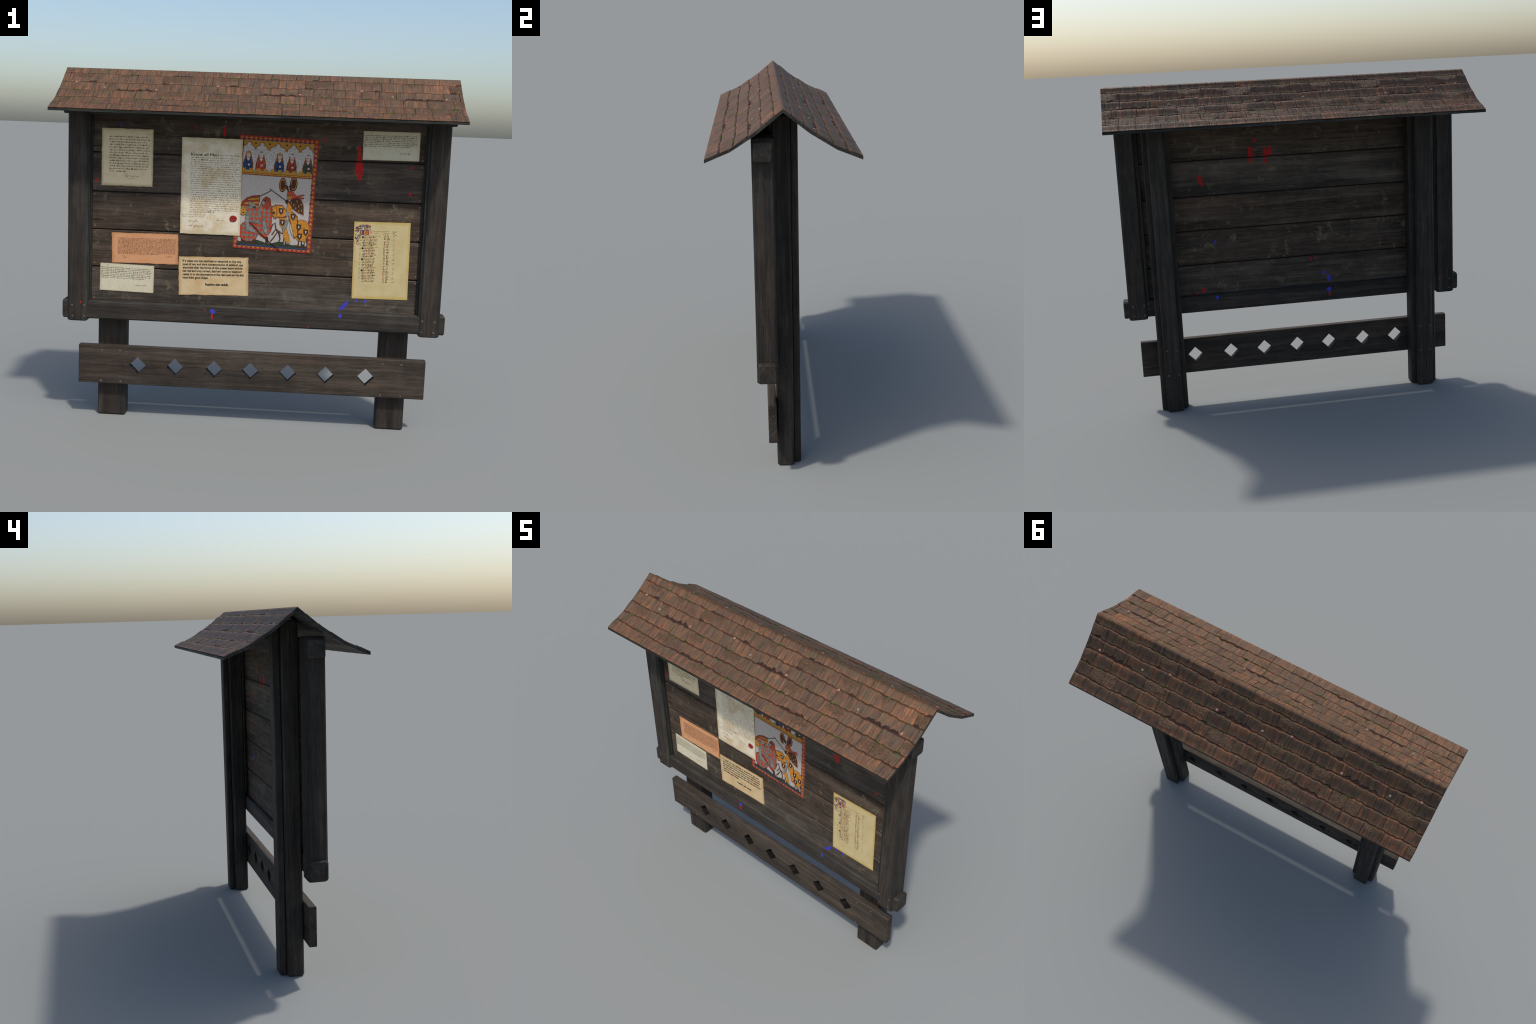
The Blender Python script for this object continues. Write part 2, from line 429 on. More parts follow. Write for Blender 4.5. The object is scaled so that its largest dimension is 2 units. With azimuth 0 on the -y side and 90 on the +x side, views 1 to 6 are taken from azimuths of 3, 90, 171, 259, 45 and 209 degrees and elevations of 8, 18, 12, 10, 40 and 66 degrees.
def tile_material():
    n = Nodes("roof_tile")
    co = n.coord()
    x, y, z = n.split(co)
    ay = n.math("ABSOLUTE", y)
    s = None
    for (a, _), (b, _), L in zip(PROFILE, PROFILE[1:], SEG):
        part = n.math("MULTIPLY", n.math("DIVIDE", n.math("SUBTRACT", ay, a), b - a, clamp=True), L)
        s = part if s is None else n.math("ADD", s, part)
    side = n.math("SIGN", y)
    rnd = n.random()
    q = n.join(n.math("ADD", x, n.math("MULTIPLY", rnd, 3.0)), n.math("ADD", s, n.math("MULTIPLY", rnd, 1.7)), n.math("MULTIPLY", side, 2.0))
    streak = n.noise(n.vec("MULTIPLY", q, (135, 9, 1)), 1.0, 4, 0.6)
    wide = n.noise(n.vec("MULTIPLY", q, (45, 12, 1)), 1.0, 3, 0.6)
    blot = n.noise(n.vec("MULTIPLY", q, (26, 26, 1)), 1.0, 5, 0.68)
    grit = n.noise(n.vec("MULTIPLY", q, (240, 200, 1)), 1.0, 3, 0.6)
    mixv = n.math("ADD", n.math("MULTIPLY", streak, .55), n.math("MULTIPLY", wide, .45))
    tone = n.math("ADD", mixv, n.math("MULTIPLY", n.math("SUBTRACT", grit, .5), .12))
    col = n.ramp(tone, [(.36, (.036, .019, .012)), (.46, (.094, .043, .020)), (.55, (.142, .061, .025)), (.64, (.238, .097, .037))])
    # tile to tile change: brighter orange, dark brown, greyish
    col = n.mix(n.step(rnd, .60, .95, 0, .8), col, n.mix(1.0, col, (1.35, 1.22, 1.12), "MULTIPLY"))
    col = n.mix(n.step(n.math("FRACT", n.math("MULTIPLY", rnd, 7.13)), .45, .9, 0, .85), col, n.mix(1.0, col, (.70, .74, .80), "MULTIPLY"))
    near = n.math("ROUND", n.math("DIVIDE", n.math("SUBTRACT", s, LINE0), COURSE))
    wave = None
    for amp, w, ph in WAVES:
        wv = n.math("MULTIPLY", n.math("SINE", n.math("ADD", n.math("MULTIPLY", x, w), n.math("MULTIPLY", near, ph))), amp)
        wave = wv if wave is None else n.math("ADD", wave, wv)
    along_row = n.math("FRACT", n.math("DIVIDE", n.math("SUBTRACT", n.math("SUBTRACT", s, wave), LINE0), COURSE))
    lip = n.step(along_row, .82, .93, 0, .55)
    col = n.mix(lip, col, n.mix(1.0, col, (1.55, 1.45, 1.30), 'MULTIPLY'))
    # olive growth
    col = n.mix(n.step(blot, .46, .63, 0, .70), col, (.076, .060, .030))
    col = n.mix(n.step(n.noise(n.vec("MULTIPLY", q, (55, 40, 1)), 1.0, 4, .7), .60, .72, 0, .55), col, (.060, .066, .026))
    col = n.mix(n.step(n.noise(n.vec("MULTIPLY", q, (17, 22, 1)), 1.0, 5, .7), .50, .66, 0, .30), col, (.078, .060, .042))
    # scaly worn patches
    xm = n.math("SUBTRACT", x, n.math("MULTIPLY", PERIOD, n.math("FLOOR", n.math("DIVIDE", n.math("ADD", x, .239), PERIOD))))
    pos = n.join(xm, s, 0.0)
    scaly = None
    for cx, cs, rx, rs in SCALY:
        d = n.vec("MULTIPLY", n.vec("SUBTRACT", pos, (cx, cs, 0)), (.8 / rx, .8 / rs, 0))
        v = n.math("SUBTRACT", 1.0, n.vec("LENGTH", d))
        scaly = v if scaly is None else n.math("MAXIMUM", scaly, v)
    scaly = n.step(n.math("ADD", scaly, n.math("MULTIPLY", n.math("SUBTRACT", blot, .5), 1.6)), .0, .5)
    wr = n.noise(n.vec("MULTIPLY", n.join(x, s, 0.0), (85, 130, 1)), 1.0, 2, .5, 1.2)
    wr = n.math("ABSOLUTE", n.math("MULTIPLY", n.math("SUBTRACT", wr, .5), 5.0))
    col = n.mix(n.math("MULTIPLY", scaly, .8), col, n.ramp(wr, [(.05, (.062, .037, .020)), (.6, (.172, .092, .044))]))
    # purple-brown stains
    stain = n.step(n.noise(n.vec("MULTIPLY", q, (30, 40, 1)), 1.0, 5, .7), .60, .70, 0, .75)
    col = n.mix(stain, col, (.036, .016, .014))
    hgt = n.math("ADD", n.math("MULTIPLY", mixv, 1.0), n.math("MULTIPLY", n.math("MULTIPLY", scaly, wr), .75))
    # every course rises sharply at its upper edge and sinks towards its lower one
    rise = n.math("SUBTRACT", n.step(along_row, 0.0, .10), n.step(along_row, .10, 1.0))
    rise = n.math("MULTIPLY", rise, n.step(y, -.01, .01, .22, 1.0))   # relief cut on the front to lighten the shade along its course lines
    course = n.bump(rise, 1.0, .0185)
    return n.finish(col, .60, n.bump(hgt, .7, .008, course), spec=.42)
M_tile = tile_material()

def chip_depth(row, x):
    d = 0.0
    for r, cx, hw, dep in CHIPS:
        if r == row:
            t = abs(wrap(x - cx)) / hw
            if t < 1:
                rag = .75 + .8 * noise.noise(Vector((x * 48, row * 4.1, 2.0))) + .35 * noise.noise(Vector((x * 150, row, 7)))
                d = max(d, .75 * dep * min(1, 2.2 * (1 - t)) * max(0.0, rag))
    return d

def scaly_amount(x, s):
    a = 0.0
    for cx, cs, rx, rs in SCALY:
        a = max(a, 1 - math.hypot(wrap(x - cx) / rx, (s - cs) / rs))
    return max(0.0, min(1.0, a * 3))

tiles = bpy.data.objects.new("tiled_roof", None)
link(tiles, board)
def add_tile(row, x0, x1, side, idx):
    GAP = .0004
    s0, s1 = ROWS[row], ROWS[row + 1]
    nx = max(4, int((x1 - x0) / .0035))
    ns = max(6, int((s1 - s0) / .0045))
    sd = idx * 1.37 + side * 5
    drop, skew = rng.uniform(0, .0026), rng.uniform(-.0022, .0022)
    lift = rng.uniform(-.0004, .0007)
    verts, faces = [], []
    for i in range(nx + 1):
        u = i / nx
        for j in range(ns + 1):
            v = j / ns
            edge = noise.noise(Vector((v * 3, sd, 3))) * .0012
            x = x0 + GAP + edge + (x1 - x0 - 2 * GAP) * u
            x = max(-.9992, min(.9992, x))
            wav0 = 0 if row == 0 else line_wave(x, row - 1)
            wav1 = 0 if row == 5 else line_wave(x, row)
            a = s0 + wav0 + (.0004 if row else 0)
            b = s1 + wav1 - (.0009 if row < 5 else -.0004) - chip_depth(row, x) - (max(0, drop + skew * (2 * u - 1)) if row < 5 else 0)
            if row < 5: b -= .0020 * abs(noise.noise(Vector((x * 85, sd, 11))))
            # the upper end stands proud with a short ramp, the slab sinks towards its lower end
            if j == 0: t, h = a + .0002, -.0016
            elif j == 1: t, h = a + .0080, .0030
            else:
                t = a + .0080 + (b - a - .0080) * (j - 1) / (ns - 1)
                h = .0030 - .0036 * (j - 1) / (ns - 1)
            if side < 0: h *= .55
            if row == 0: h = .0008 - .0012 * j / ns
            if i in (0, nx): h -= .0006
            h += (lift if row else 0) + (.0013 if row and j > 1 else .0004) * noise.noise(Vector((x * 110, t * 9, sd))) + .0005 * noise.noise(Vector((x * 300, t * 30, sd)))
            sc = scaly_amount(x, t)
            if sc > 0 and j > 0:
                h += sc * (.0018 * noise.noise(Vector((x * 140, t * 190, 4))) + .0006)
            y, z = roof_point(min(t, S_END))
            verts.append((x, side * y, z - .0008 + h))
    def vid(i, j): return i * (ns + 1) + j
    for i in range(nx):
        for j in range(ns):
            f = [vid(i, j), vid(i + 1, j), vid(i + 1, j + 1), vid(i, j + 1)]
            faces.append(f if side > 0 else f[::-1])
    # side walls down into the deck
    loop = [vid(i, 0) for i in range(nx + 1)] + [vid(nx, j) for j in range(1, ns + 1)] + [vid(i, ns) for i in range(nx - 1, -1, -1)] + [vid(0, j) for j in range(ns - 1, 0, -1)]
    base = len(verts)
    for k in loop:
        p = verts[k]
        verts.append((p[0], p[1], p[2] - .0055))
    for k in range(len(loop)):
        a, b = loop[k], loop[(k + 1) % len(loop)]
        f = [b, a, base + k, base + (k + 1) % len(loop)]
        faces.append(f if side > 0 else f[::-1])
    ob = mesh_object("roof_tile", verts, faces, M_tile, tiles)
    me = ob.data
    sm = [j > 0 for i in range(nx) for j in range(ns)] + [False] * len(loop)
    me.polygons.foreach_set("use_smooth", sm)
    me.update()

idx = 0
for side in (-1, 1):
    for row, joints in enumerate(JOINTS):
        xs = sorted(j + k * PERIOD for j in joints for k in range(-2, 4))
        xs = [x for x in xs if -.985 < x < .985]
        xs = [-1.0] + xs + [1.0]
        for x0, x1 in zip(xs, xs[1:]):
            add_tile(row, x0, x1, side, idx)
            idx += 1

# moss cushions along the course lines, and small pale lichen discs
n = Nodes("moss")
M_moss = n.finish(n.ramp(n.noise(n.coord(), 160, 3), [(.3, (.030, .052, .014)), (.7, (.080, .125, .034))]), .95, spec=.1)
MOSS = [(.114, .200, .266), (-.105, -.045, .336), (-.150, -.095, .048), (.232, .262, .268), (-.205, -.165, .192),
        (.045, .095, .048), (.300, .345, .192), (-.235, -.190, .266), (.430, .462, .335)]
mv, mf = [], []
def moss_blob(x, s, r, side):
    y, z = roof_point(s)
    b0 = len(mv)
    seg, rings = 6, 2
    ph = rng.uniform(0, 6)
    for k in range(rings):
        a = k / rings * math.pi / 2
        for j in range(seg):
            t = 2 * math.pi * j / seg + ph
            rr = r * math.cos(a) * rng.uniform(.7, 1.25)
            yy, zz = roof_point(max(0, min(S_END, s + rr * math.sin(t) * .6)))
            mv.append((max(-.999, min(.999, x + rr * math.cos(t))), side * yy, zz + .0015 + r * .55 * math.sin(a)))
    mv.append((x, side * y, z + .0018 + r * .6))
    for k in range(rings - 1):
        for j in range(seg):
            mf.append([b0 + k * seg + j, b0 + k * seg + (j + 1) % seg, b0 + (k + 1) * seg + (j + 1) % seg, b0 + (k + 1) * seg + j])
    for j in range(seg):
        mf.append([b0 + (rings - 1) * seg + j, b0 + (rings - 1) * seg + (j + 1) % seg, len(mv) - 1])
for side in (-1, 1):
    for k in range(-2, 3):
        for a, b, s in MOSS:
            xx = a + k * PERIOD
            while xx < b + k * PERIOD:
                if -.995 < xx < .995 and rng.random() < .75:
                    moss_blob(xx, s + rng.uniform(-.001, .004), rng.uniform(.0024, .0058), side)
                xx += rng.uniform(.002, .007)
for side in (-1, 1):
    for k in range(-2, 3):
        for jx, sa, sb in ((.104, .215, .262), (.055, .135, .160), (-.067, .010, .045), (.234, .235, .262), (-.213, .300, .325)):
            t = sa
            while t < sb:
                if abs(jx + k * PERIOD) < .99:
                    moss_blob(jx + k * PERIOD + rng.uniform(-.001, .001), t, rng.uniform(.0014, .0032), side)
                t += rng.uniform(.003, .007)
moss = mesh_object("moss", mv, mf, M_moss, tiles, smooth=True)
moss["kind"] = "stuff"

M_pink = plain("pink_lichen", (.30, .155, .115), .85, .35, 160)
M_pale = plain("pale_lichen", (.19, .165, .11), .85, .35, 160)
dv, df = dome(.0076, .0030, 3, 12)
for mat, cx, cs in ((M_pink, -.210, .123), (M_pale, -.060, .165), (M_pink, .201, .174)):
    me = bpy.data.meshes.new("lichen_disc")
    me.from_pydata([(v[0] * (1 + .18 * noise.noise(Vector(v) * 300)), v[1] * (1 + .2 * noise.noise(Vector(v) * 250)), v[2]) for v in dv], [], df)
    me.materials.append(mat)
    me.polygons.foreach_set("use_smooth", [True] * len(me.polygons))
    for side in (-1, 1):
        for k in range(-2, 3):
            x = cx + k * PERIOD
            if abs(x) < .98:
                y, z = roof_point(cs)
                y2, z2 = roof_point(cs + .01)
                ob = link(bpy.data.objects.new("lichen_disc", me), tiles)
                ob.matrix_world = Matrix.Translation((x, side * y, z + .0015)) @ Matrix.Rotation(-side * math.atan2(z - z2, y2 - y), 4, "X") @ Matrix.Rotation(rng.uniform(0, 6), 4, "Z")

# ------------------------------------------------------------------ papers
def paper_material(name, base, stain, edge, stain_amount=.6, speck=None):
    n = Nodes(name)
    co, gen = n.coord(), n.coord("Generated")
    off = n.vec("ADD", co, n.vec("MULTIPLY", n.grey(n.random()), (5, 3, 2)))
    col = n.mix(n.step(n.noise(off, 14, 5, .65), .42, .66, 0, stain_amount), base, stain)
    col = n.mix(n.step(n.noise(off, 70, 4, .6), .35, .75, 0, .30), col, tuple(c * .8 for c in base))
    gx, gy, _ = n.split(gen)
    d = n.math("MAXIMUM", n.math("ABSOLUTE", n.math("SUBTRACT", gx, .5)), n.math("ABSOLUTE", n.math("SUBTRACT", gy, .5)))
    d = n.math("ADD", d, n.math("MULTIPLY", n.math("SUBTRACT", n.noise(off, 25, 4), .5), .06))
    col = n.mix(n.step(d, .44, .50, 0, .75), col, edge)
    if speck:
        sp = n.step(n.noise(off, 75, 3, .6), .60, .70, 0, .55)
        sp = n.math("MULTIPLY", sp, n.step(gy, .55, .1))
        col = n.mix(sp, col, speck)
    return n.finish(col, .85, n.bump(n.noise(off, 40, 5), .25, .002), spec=.15)

def ink(name, c):
    return plain(name, c, .9, .35, 90)
I_brown, I_faded, I_black = ink("brown_ink", (.070, .034, .020)), ink("faded_ink", (.165, .142, .108)), ink("black_ink", (.020, .017, .014))
I_red, I_gold, I_blue = ink("red_ink", (.30, .045, .030)), ink("ochre_ink", (.33, .20, .06)), ink("blue_ink", (.035, .030, .16))
I_orange_brown = ink("rust_ink", (.19, .075, .045))

def sheet(name, x0, x1, z0, z1, y, mat, tilt=0.0, ragged=.0010, thick=.0011):
    """Thin sheet facing -y; local X runs right, local Y up, local Z out of the board. Origin at its lower left corner."""
    w, h = x1 - x0, z1 - z0
    N = 28
    sd = rng.uniform(0, 50)
    verts, faces = [], []
    for side in (1, 0):
        for i in range(N + 1):
            for j in range(N + 1):
                u, v = i / N, j / N
                px, py = u * w, v * h
                if i in (0, N): px += noise.noise(Vector((v * 9, sd, i))) * ragged + noise.noise(Vector((v * 31, sd, i))) * ragged * .4
                if j in (0, N): py += noise.noise(Vector((u * 9, sd + 9, j))) * ragged + noise.noise(Vector((u * 31, sd + 9, j))) * ragged * .4
                verts.append((px, py, 0 if side else -thick))
    M = (N + 1) ** 2
    def vid(i, j, b=0): return b * M + i * (N + 1) + j
    for i in range(N):
        for j in range(N):
            faces.append([vid(i, j), vid(i + 1, j), vid(i + 1, j + 1), vid(i, j + 1)])
            faces.append([vid(i, j + 1, 1), vid(i + 1, j + 1, 1), vid(i + 1, j, 1), vid(i, j, 1)])
    for i in range(N):
        faces.append([vid(i + 1, 0), vid(i, 0), vid(i, 0, 1), vid(i + 1, 0, 1)])
        faces.append([vid(i, N), vid(i + 1, N), vid(i + 1, N, 1), vid(i, N, 1)])
        faces.append([vid(0, i), vid(0, i + 1), vid(0, i + 1, 1), vid(0, i, 1)])
        faces.append([vid(N, i + 1), vid(N, i), vid(N, i, 1), vid(N, i + 1, 1)])
    ob = mesh_object(name, verts, faces, mat, board)
    a = math.radians(tilt)
    ob.matrix_world = Matrix(((math.cos(a), -math.sin(a), 0, x0), (0, 0, -1, y), (math.sin(a), math.cos(a), 0, z0), (0, 0, 0, 1)))
    return ob

def child(parent, name, verts, faces, mats, fm=None):
    ob = mesh_object(name, verts, faces, mats, None, face_mats=fm)
    ob.parent = parent
    ob["kind"] = "stuff"
    return ob

class Pen:
    """Collects flat strokes of ink (pseudo handwriting, lines, curls) on a sheet."""
    def __init__(self): self.v, self.f, self.m, self.k = [], [], [], 0
    def stroke(self, pts, width, mat=0, z=.00035):
        pts = [Vector(p) for p in pts]
        b0 = len(self.v)
        self.k += 1
        zz = z + (self.k % 5) * .00003
        for i, p in enumerate(pts):
            d = (pts[min(i + 1, len(pts) - 1)] - pts[max(i - 1, 0)])
            if d.length < 1e-9: d = Vector((1, 0))
            d.normalize()
            w = width * (.65 + .55 * abs(d.y))
            nrm = Vector((-d.y, d.x)) * w / 2
            self.v += [(p.x + nrm.x, p.y + nrm.y, zz), (p.x - nrm.x, p.y - nrm.y, zz)]
        for i in range(len(pts) - 1):
            self.f.append([b0 + 2 * i + 1, b0 + 2 * i + 3, b0 + 2 * i + 2, b0 + 2 * i])
            self.m.append(mat)
    def poly(self, pts, mat=0, z=.0004):
        b0 = len(self.v)
        area = sum(a[0] * b[1] - b[0] * a[1] for a, b in zip(pts, pts[1:] + pts[:1]))
        self.v += [(p[0], p[1], z) for p in pts]
        f = list(range(b0, b0 + len(pts)))
        self.f.append(f if area > 0 else f[::-1])
        self.m.append(mat)
    def disc(self, cx, cy, rx, ry, mat=0, z=.0004, seg=18, a0=0, a1=2 * math.pi):
        full = abs(a1 - a0 - 2 * math.pi) < 1e-6
        n = seg if full else seg + 1
        self.poly([(cx + rx * math.cos(a0 + (a1 - a0) * i / seg), cy + ry * math.sin(a0 + (a1 - a0) * i / seg)) for i in range(n)], mat, z)
    def rect(self, x0, y0, x1, y1, mat=0, z=.0004): self.poly([(x0, y0), (x1, y0), (x1, y1), (x0, y1)], mat, z)
    def script(self, x0, x1, y, xh, width, mat=0, dens=.55, tall=.22, slant=.25, gap=1.1):
        """One line of joined-up pseudo handwriting."""
        x = x0
        while x < x1 - xh:
            pts = []
            for _ in range(rng.randint(4, 14)):
                if x > x1: break
                r = rng.random()
                hi = xh * (rng.uniform(1.7, 2.3) if r < tall else rng.uniform(.75, 1.1))
                lo = -xh * rng.uniform(.7, 1.2) if r > .90 else xh * rng.uniform(-.08, .08)
                pts.append((x + hi * slant, y + hi))
                x += xh * dens * rng.uniform(.5, .8)
                pts.append((x + lo * slant, y + lo))
                x += xh * dens * rng.uniform(.35, .65)
            if len(pts) > 1: self.stroke(pts, width, mat)
            x += xh * gap * rng.uniform(.6, 1.3)
    def done(self, parent, name, mats): return child(parent, name, self.v, self.f, mats, self.m)

def type_text(parent, body, size, x, y, mat, squeeze=1.0, bold=.0, width_to=None, slant=0.0):
    cu = bpy.data.curves.new("lettering", "FONT")
    cu.body, cu.size, cu.offset, cu.shear = body, size, bold, slant
    cu.resolution_u = 3
    tmp = bpy.data.objects.new("lettering", cu)
    bpy.context.scene.collection.objects.link(tmp)
    dg = bpy.context.evaluated_depsgraph_get()
    dg.update()
    me = bpy.data.meshes.new_from_object(tmp.evaluated_get(dg))
    bpy.data.objects.remove(tmp)
    co = np.empty(len(me.vertices) * 3)
    me.vertices.foreach_get("co", co)
    co = co.reshape(-1, 3)
    if width_to: squeeze = width_to / max(1e-6, co[:, 0].max() - co[:, 0].min())
    co[:, 0] = (co[:, 0] - co[:, 0].min()) * squeeze + x
    co[:, 1] += y
    co[:, 2] = .0005
    me.vertices.foreach_set("co", co.ravel())
    me.materials.clear()
    me.materials.append(mat)
    me.update()
    ob = bpy.data.objects.new("lettering", me)
    link(ob, parent)
    return ob

Y0 = -.1058
P_cream = paper_material("cream_paper", (.66, .545, .350), (.47, .38, .22), (.36, .27, .14), .5)
P_vellum = paper_material("vellum", (.71, .63, .475), (.55, .41, .22), (.50, .40, .24), .75)
P_orange = paper_material("orange_paper", (.60, .30, .15), (.54, .25, .11), (.44, .19, .07), .5)
P_speckle = paper_material("speckled_paper", (.60, .55, .40), (.52, .42, .26), (.50, .42, .28), .4, speck=(.38, .20, .09))
P_tan = paper_material("tan_paper", (.60, .45, .255), (.50, .32, .15), (.42, .26, .11), .7)
P_yellow = paper_material("yellowed_paper", (.56, .45, .235), (.48, .37, .17), (.48, .33, .08), .6)

# handwritten letter, upper left
p = sheet("handwritten_letter", -.790, -.527, 1.227, 1.516, Y0, P_cream, ragged=.0022)
pen = Pen()
for i in range(14):
    y = .289 - .043 - i * .01345
    x1 = .250 - rng.uniform(0, .016) if i < 13 else .122
    pen.script(.040, x1, y, .0034, .0015, 0, tall=.2)
pen.script(.125, .190, .048, .004, .0009, 0)
pen.script(.130, .175, .036, .005, .0008, 1)
pen.stroke([(.124, .052), (.120, .060), (.128, .064), (.131, .054), (.127, .046)], .0008, 1)
pen.script(.236, .246, .262, .004, .0015, 0)
pen.done(p, "handwriting", [I_brown, I_gold])

# tall vellum deed with heading, close script, signatures and a wax seal
p = sheet("vellum_deed", -.381, -.075, .9975, 1.484, Y0 - .0032, P_vellum, ragged=.0020)
for dx in (0, .0008):
    type_text(p, "Know all Men", .020, .047 + dx, .3965, I_black, width_to=.138).location.z = dx * .1
pen = Pen()
pen.script(.190, .292, .400, .0030, .0008, 0)
for i in range(26):
    y = .3855 - i * .0110
    pen.script(.046, (.300 if i % 3 else .292) - rng.uniform(0, .012) if i < 25 else .155, y, .0028, .0011, 0, tall=.18)
for (a, b, y, hgt, w, m) in ((.008, .130, .0965, .003, .0009, 0), (.006, .125, .0865, .003, .0009, 0),
                             (.042, .098, .062, .0060, .0014, 2), (.040, .128, .038, .0068, .0014, 2), (.180, .236, .070, .0062, .0013, 2)):
    pen.script(a, b, y, hgt, w, m, dens=.7, slant=.45)
pen.script(.130, .172, .1135, .0036, .0016, 1)
pen.script(.098, .130, .3755, .0036, .0014, 1)
pen.done(p, "handwriting", [I_faded, I_black, I_brown])
seal_v, seal_f = [], []
SEG_N = 26
for r, hgt in ((1.0, .0002), (.96, .0022), (.80, .0034), (.68, .0022)):
    for j in range(SEG_N):
        t = 2 * math.pi * j / SEG_N
        rr = .0178 * r * (1 + .16 * noise.noise(Vector((math.cos(t) * 2, math.sin(t) * 2, 5))) + .16 * max(0, noise.noise(Vector((math.cos(t) * 4, math.sin(t) * 4, 9)))))
        seal_v.append((.270 + rr * 1.08 * math.cos(t), .0845 + rr * .92 * math.sin(t), hgt))
for k in range(3):
    for j in range(SEG_N):
        seal_f.append([k * SEG_N + j, k * SEG_N + (j + 1) % SEG_N, (k + 1) * SEG_N + (j + 1) % SEG_N, (k + 1) * SEG_N + j])
seal_f.append([3 * SEG_N + j for j in range(SEG_N)])
ob = mesh_object("wax_seal", seal_v, seal_f, plain("red_wax", (.26, .022, .015), .45, .2, 80), p, smooth=True)

# orange letter
p = sheet("orange_letter", -.731, -.388, .830, .986, Y0, P_orange, tilt=.7, ragged=.0022)
pen = Pen()
for i in range(14):
    pen.script(.030, .330 if i < 13 else .245, .1275 - i * .0062, .0022, .0010, 0, tall=.3)
pen.script(.048, .066, .034, .0032, .0008, 0)
pen.script(.062, .076, .026, .0032, .0008, 0)
pen.script(.285, .315, .036, .0042, .0014, 0)
pen.done(p, "handwriting", [I_orange_brown])

# two short speckled notes
for (nx0, nx1, nz0, nz1, tl, i_mat) in ((-.793, -.513, .684, .8265, -1.0, I_brown), (.526, .806, 1.405, 1.547, .3, I_brown)):
    p = sheet("short_note", nx0, nx1, nz0, nz1, Y0, P_speckle, tilt=tl, ragged=.0006)
    pen = Pen()
    for i in range(7):
        pen.script(.005, .266 if i < 6 else .232, .1195 - i * .0088, .0027, .0011, 0, tall=.25)
    pen.script(.182, .236, .033, .0042, .0010, 0, tall=.3)
    pen.stroke([(.036, .138), (.044, .128)], .0007); pen.stroke([(.044, .138), (.035, .128)], .0007)
    pen.done(p, "handwriting", [I_brown])

# printed advertisement in heavy type
p = sheet("printed_notice", -.3805, -.0215, .6785, .8775, Y0, P_tan, tilt=1.4, ragged=.0022)
LINES = ["If it plese ony man spirituel or temporel to bye ony", "pyes of two and thre comemoracios of salisburi use",
         "enpryntid after the forme of this preset lettre whiche", "ben wel and truly correct, late hym come to westmo=",
         "nester in to the almonesrye at the reed pale and he shal", "haue them good chepe"]
WID = [.302, .310, .308, .305, .314, .129]
for i, (t, w) in enumerate(zip(LINES, WID)):
    type_text(p, t, .0165, .021, .1715 - i * .01735, I_black, width_to=w, bold=.0005)
type_text(p, "Supplico stet cedula", .0175, .137, .0505, I_black, width_to=.118, bold=.0007)
pen = Pen()
for dx, dy in ((.158, .085), (.163, .090), (.168, .085), (.174, .089)):
    pen.disc(dx, dy, .0011, .0011, 0, seg=8)
pen.done(p, "dots", [I_black])

# calendar leaf with an illuminated initial and ruled columns
p = sheet("calendar_page", .507, .789, .7005, 1.0945, Y0, P_yellow, tilt=.8, ragged=.0006)
pen = Pen()
for i in range(30):
    y = .3215 - i * .00805
    c = (1, 0)[i % 2] if i % 7 else 2
    pen.script(.075, .075 + rng.uniform(.026, .046), y, .0032, .0019, c, tall=.15, slant=0)
    pen.script(.152, .160, y, .0028, .0021, 1, tall=.1, slant=0)
    pen.script(.167, .167 + rng.uniform(.006, .014), y, .0030, .0018, 0, tall=.1, slant=0)
    pen.script(.063, .072, y, .0030, .0020, 1, tall=.1, slant=0)
    pen.script(.050, .060, y, .0030, .0019, 0, tall=.1, slant=0)
    pen.script(.0445, .0485, y, .0022, .0010, 0, tall=.1, slant=0)
    if i % 3 != 1:
        pen.script(.031, .031 + rng.uniform(.005, .011), y, .0024, .0010, 3, tall=.1, slant=0)
        pen.script(.199, .199 + rng.uniform(.004, .012), y, .0024, .0011, 3, tall=.1, slant=0)
    if i in (1, 8, 15, 22):
        pen.rect(.0415, y - .002, .050, y + .0065, 0)
for a, b, y, c in ((.078, .148, .345, 2), (.080, .120, .337, 0), (.148, .176, .3455, 0), (.149, .178, .337, 1), (.148, .178, .329, 0),
                   (.193, .215, .3455, 0), (.196, .206, .337, 1), (.194, .214, .329, 0), (.078, .135, .3215, 2)):
    pen.script(a, b, y, .0028, .0012, c, tall=.15, slant=0)
pen.done(p, "calendar_columns", [I_black, I_red, I_gold, I_orange_brown])
pen = Pen()
x0, yb = .031, .328
pen.rect(x0, yb, x0 + .020, yb + .024, 0); pen.rect(x0 + .024, yb, x0 + .045, yb + .024, 1)
pen.rect(x0 + .003, yb + .003, x0 + .016, yb + .019, 1, .0006); pen.rect(x0 + .028, yb + .003, x0 + .041, yb + .019, 2, .0006)
for bx in (x0 + .002, x0 + .022):
    pen.rect(bx, yb - .001, bx + .0055, yb + .048, 3, .0007)
for _ in range(84):
    cx, cy = rng.uniform(.012, .082), rng.uniform(.352, .378)
    if rng.random() < .4: cx, cy = rng.uniform(.010, .030), rng.uniform(.284, .365)
    a0 = rng.uniform(0, 6)
    r = rng.uniform(.0024, .0060)
    pen.stroke([(cx + r * math.cos(a0 + t * .7), cy + r * math.sin(a0 + t * .7)) for t in range(6)], .0024, rng.choice((0, 0, 0, 1, 2, 4)))
    if rng.random() < .5: pen.disc(cx + r, cy, .0014, .0014, rng.choice((1, 2, 4, 0)), .0006, 7)
pen.done(p, "illuminated_initial", [I_blue, I_red, ink("orange_ink", (.45, .15, .03)), I_gold, ink("green_ink", (.10, .13, .04))])

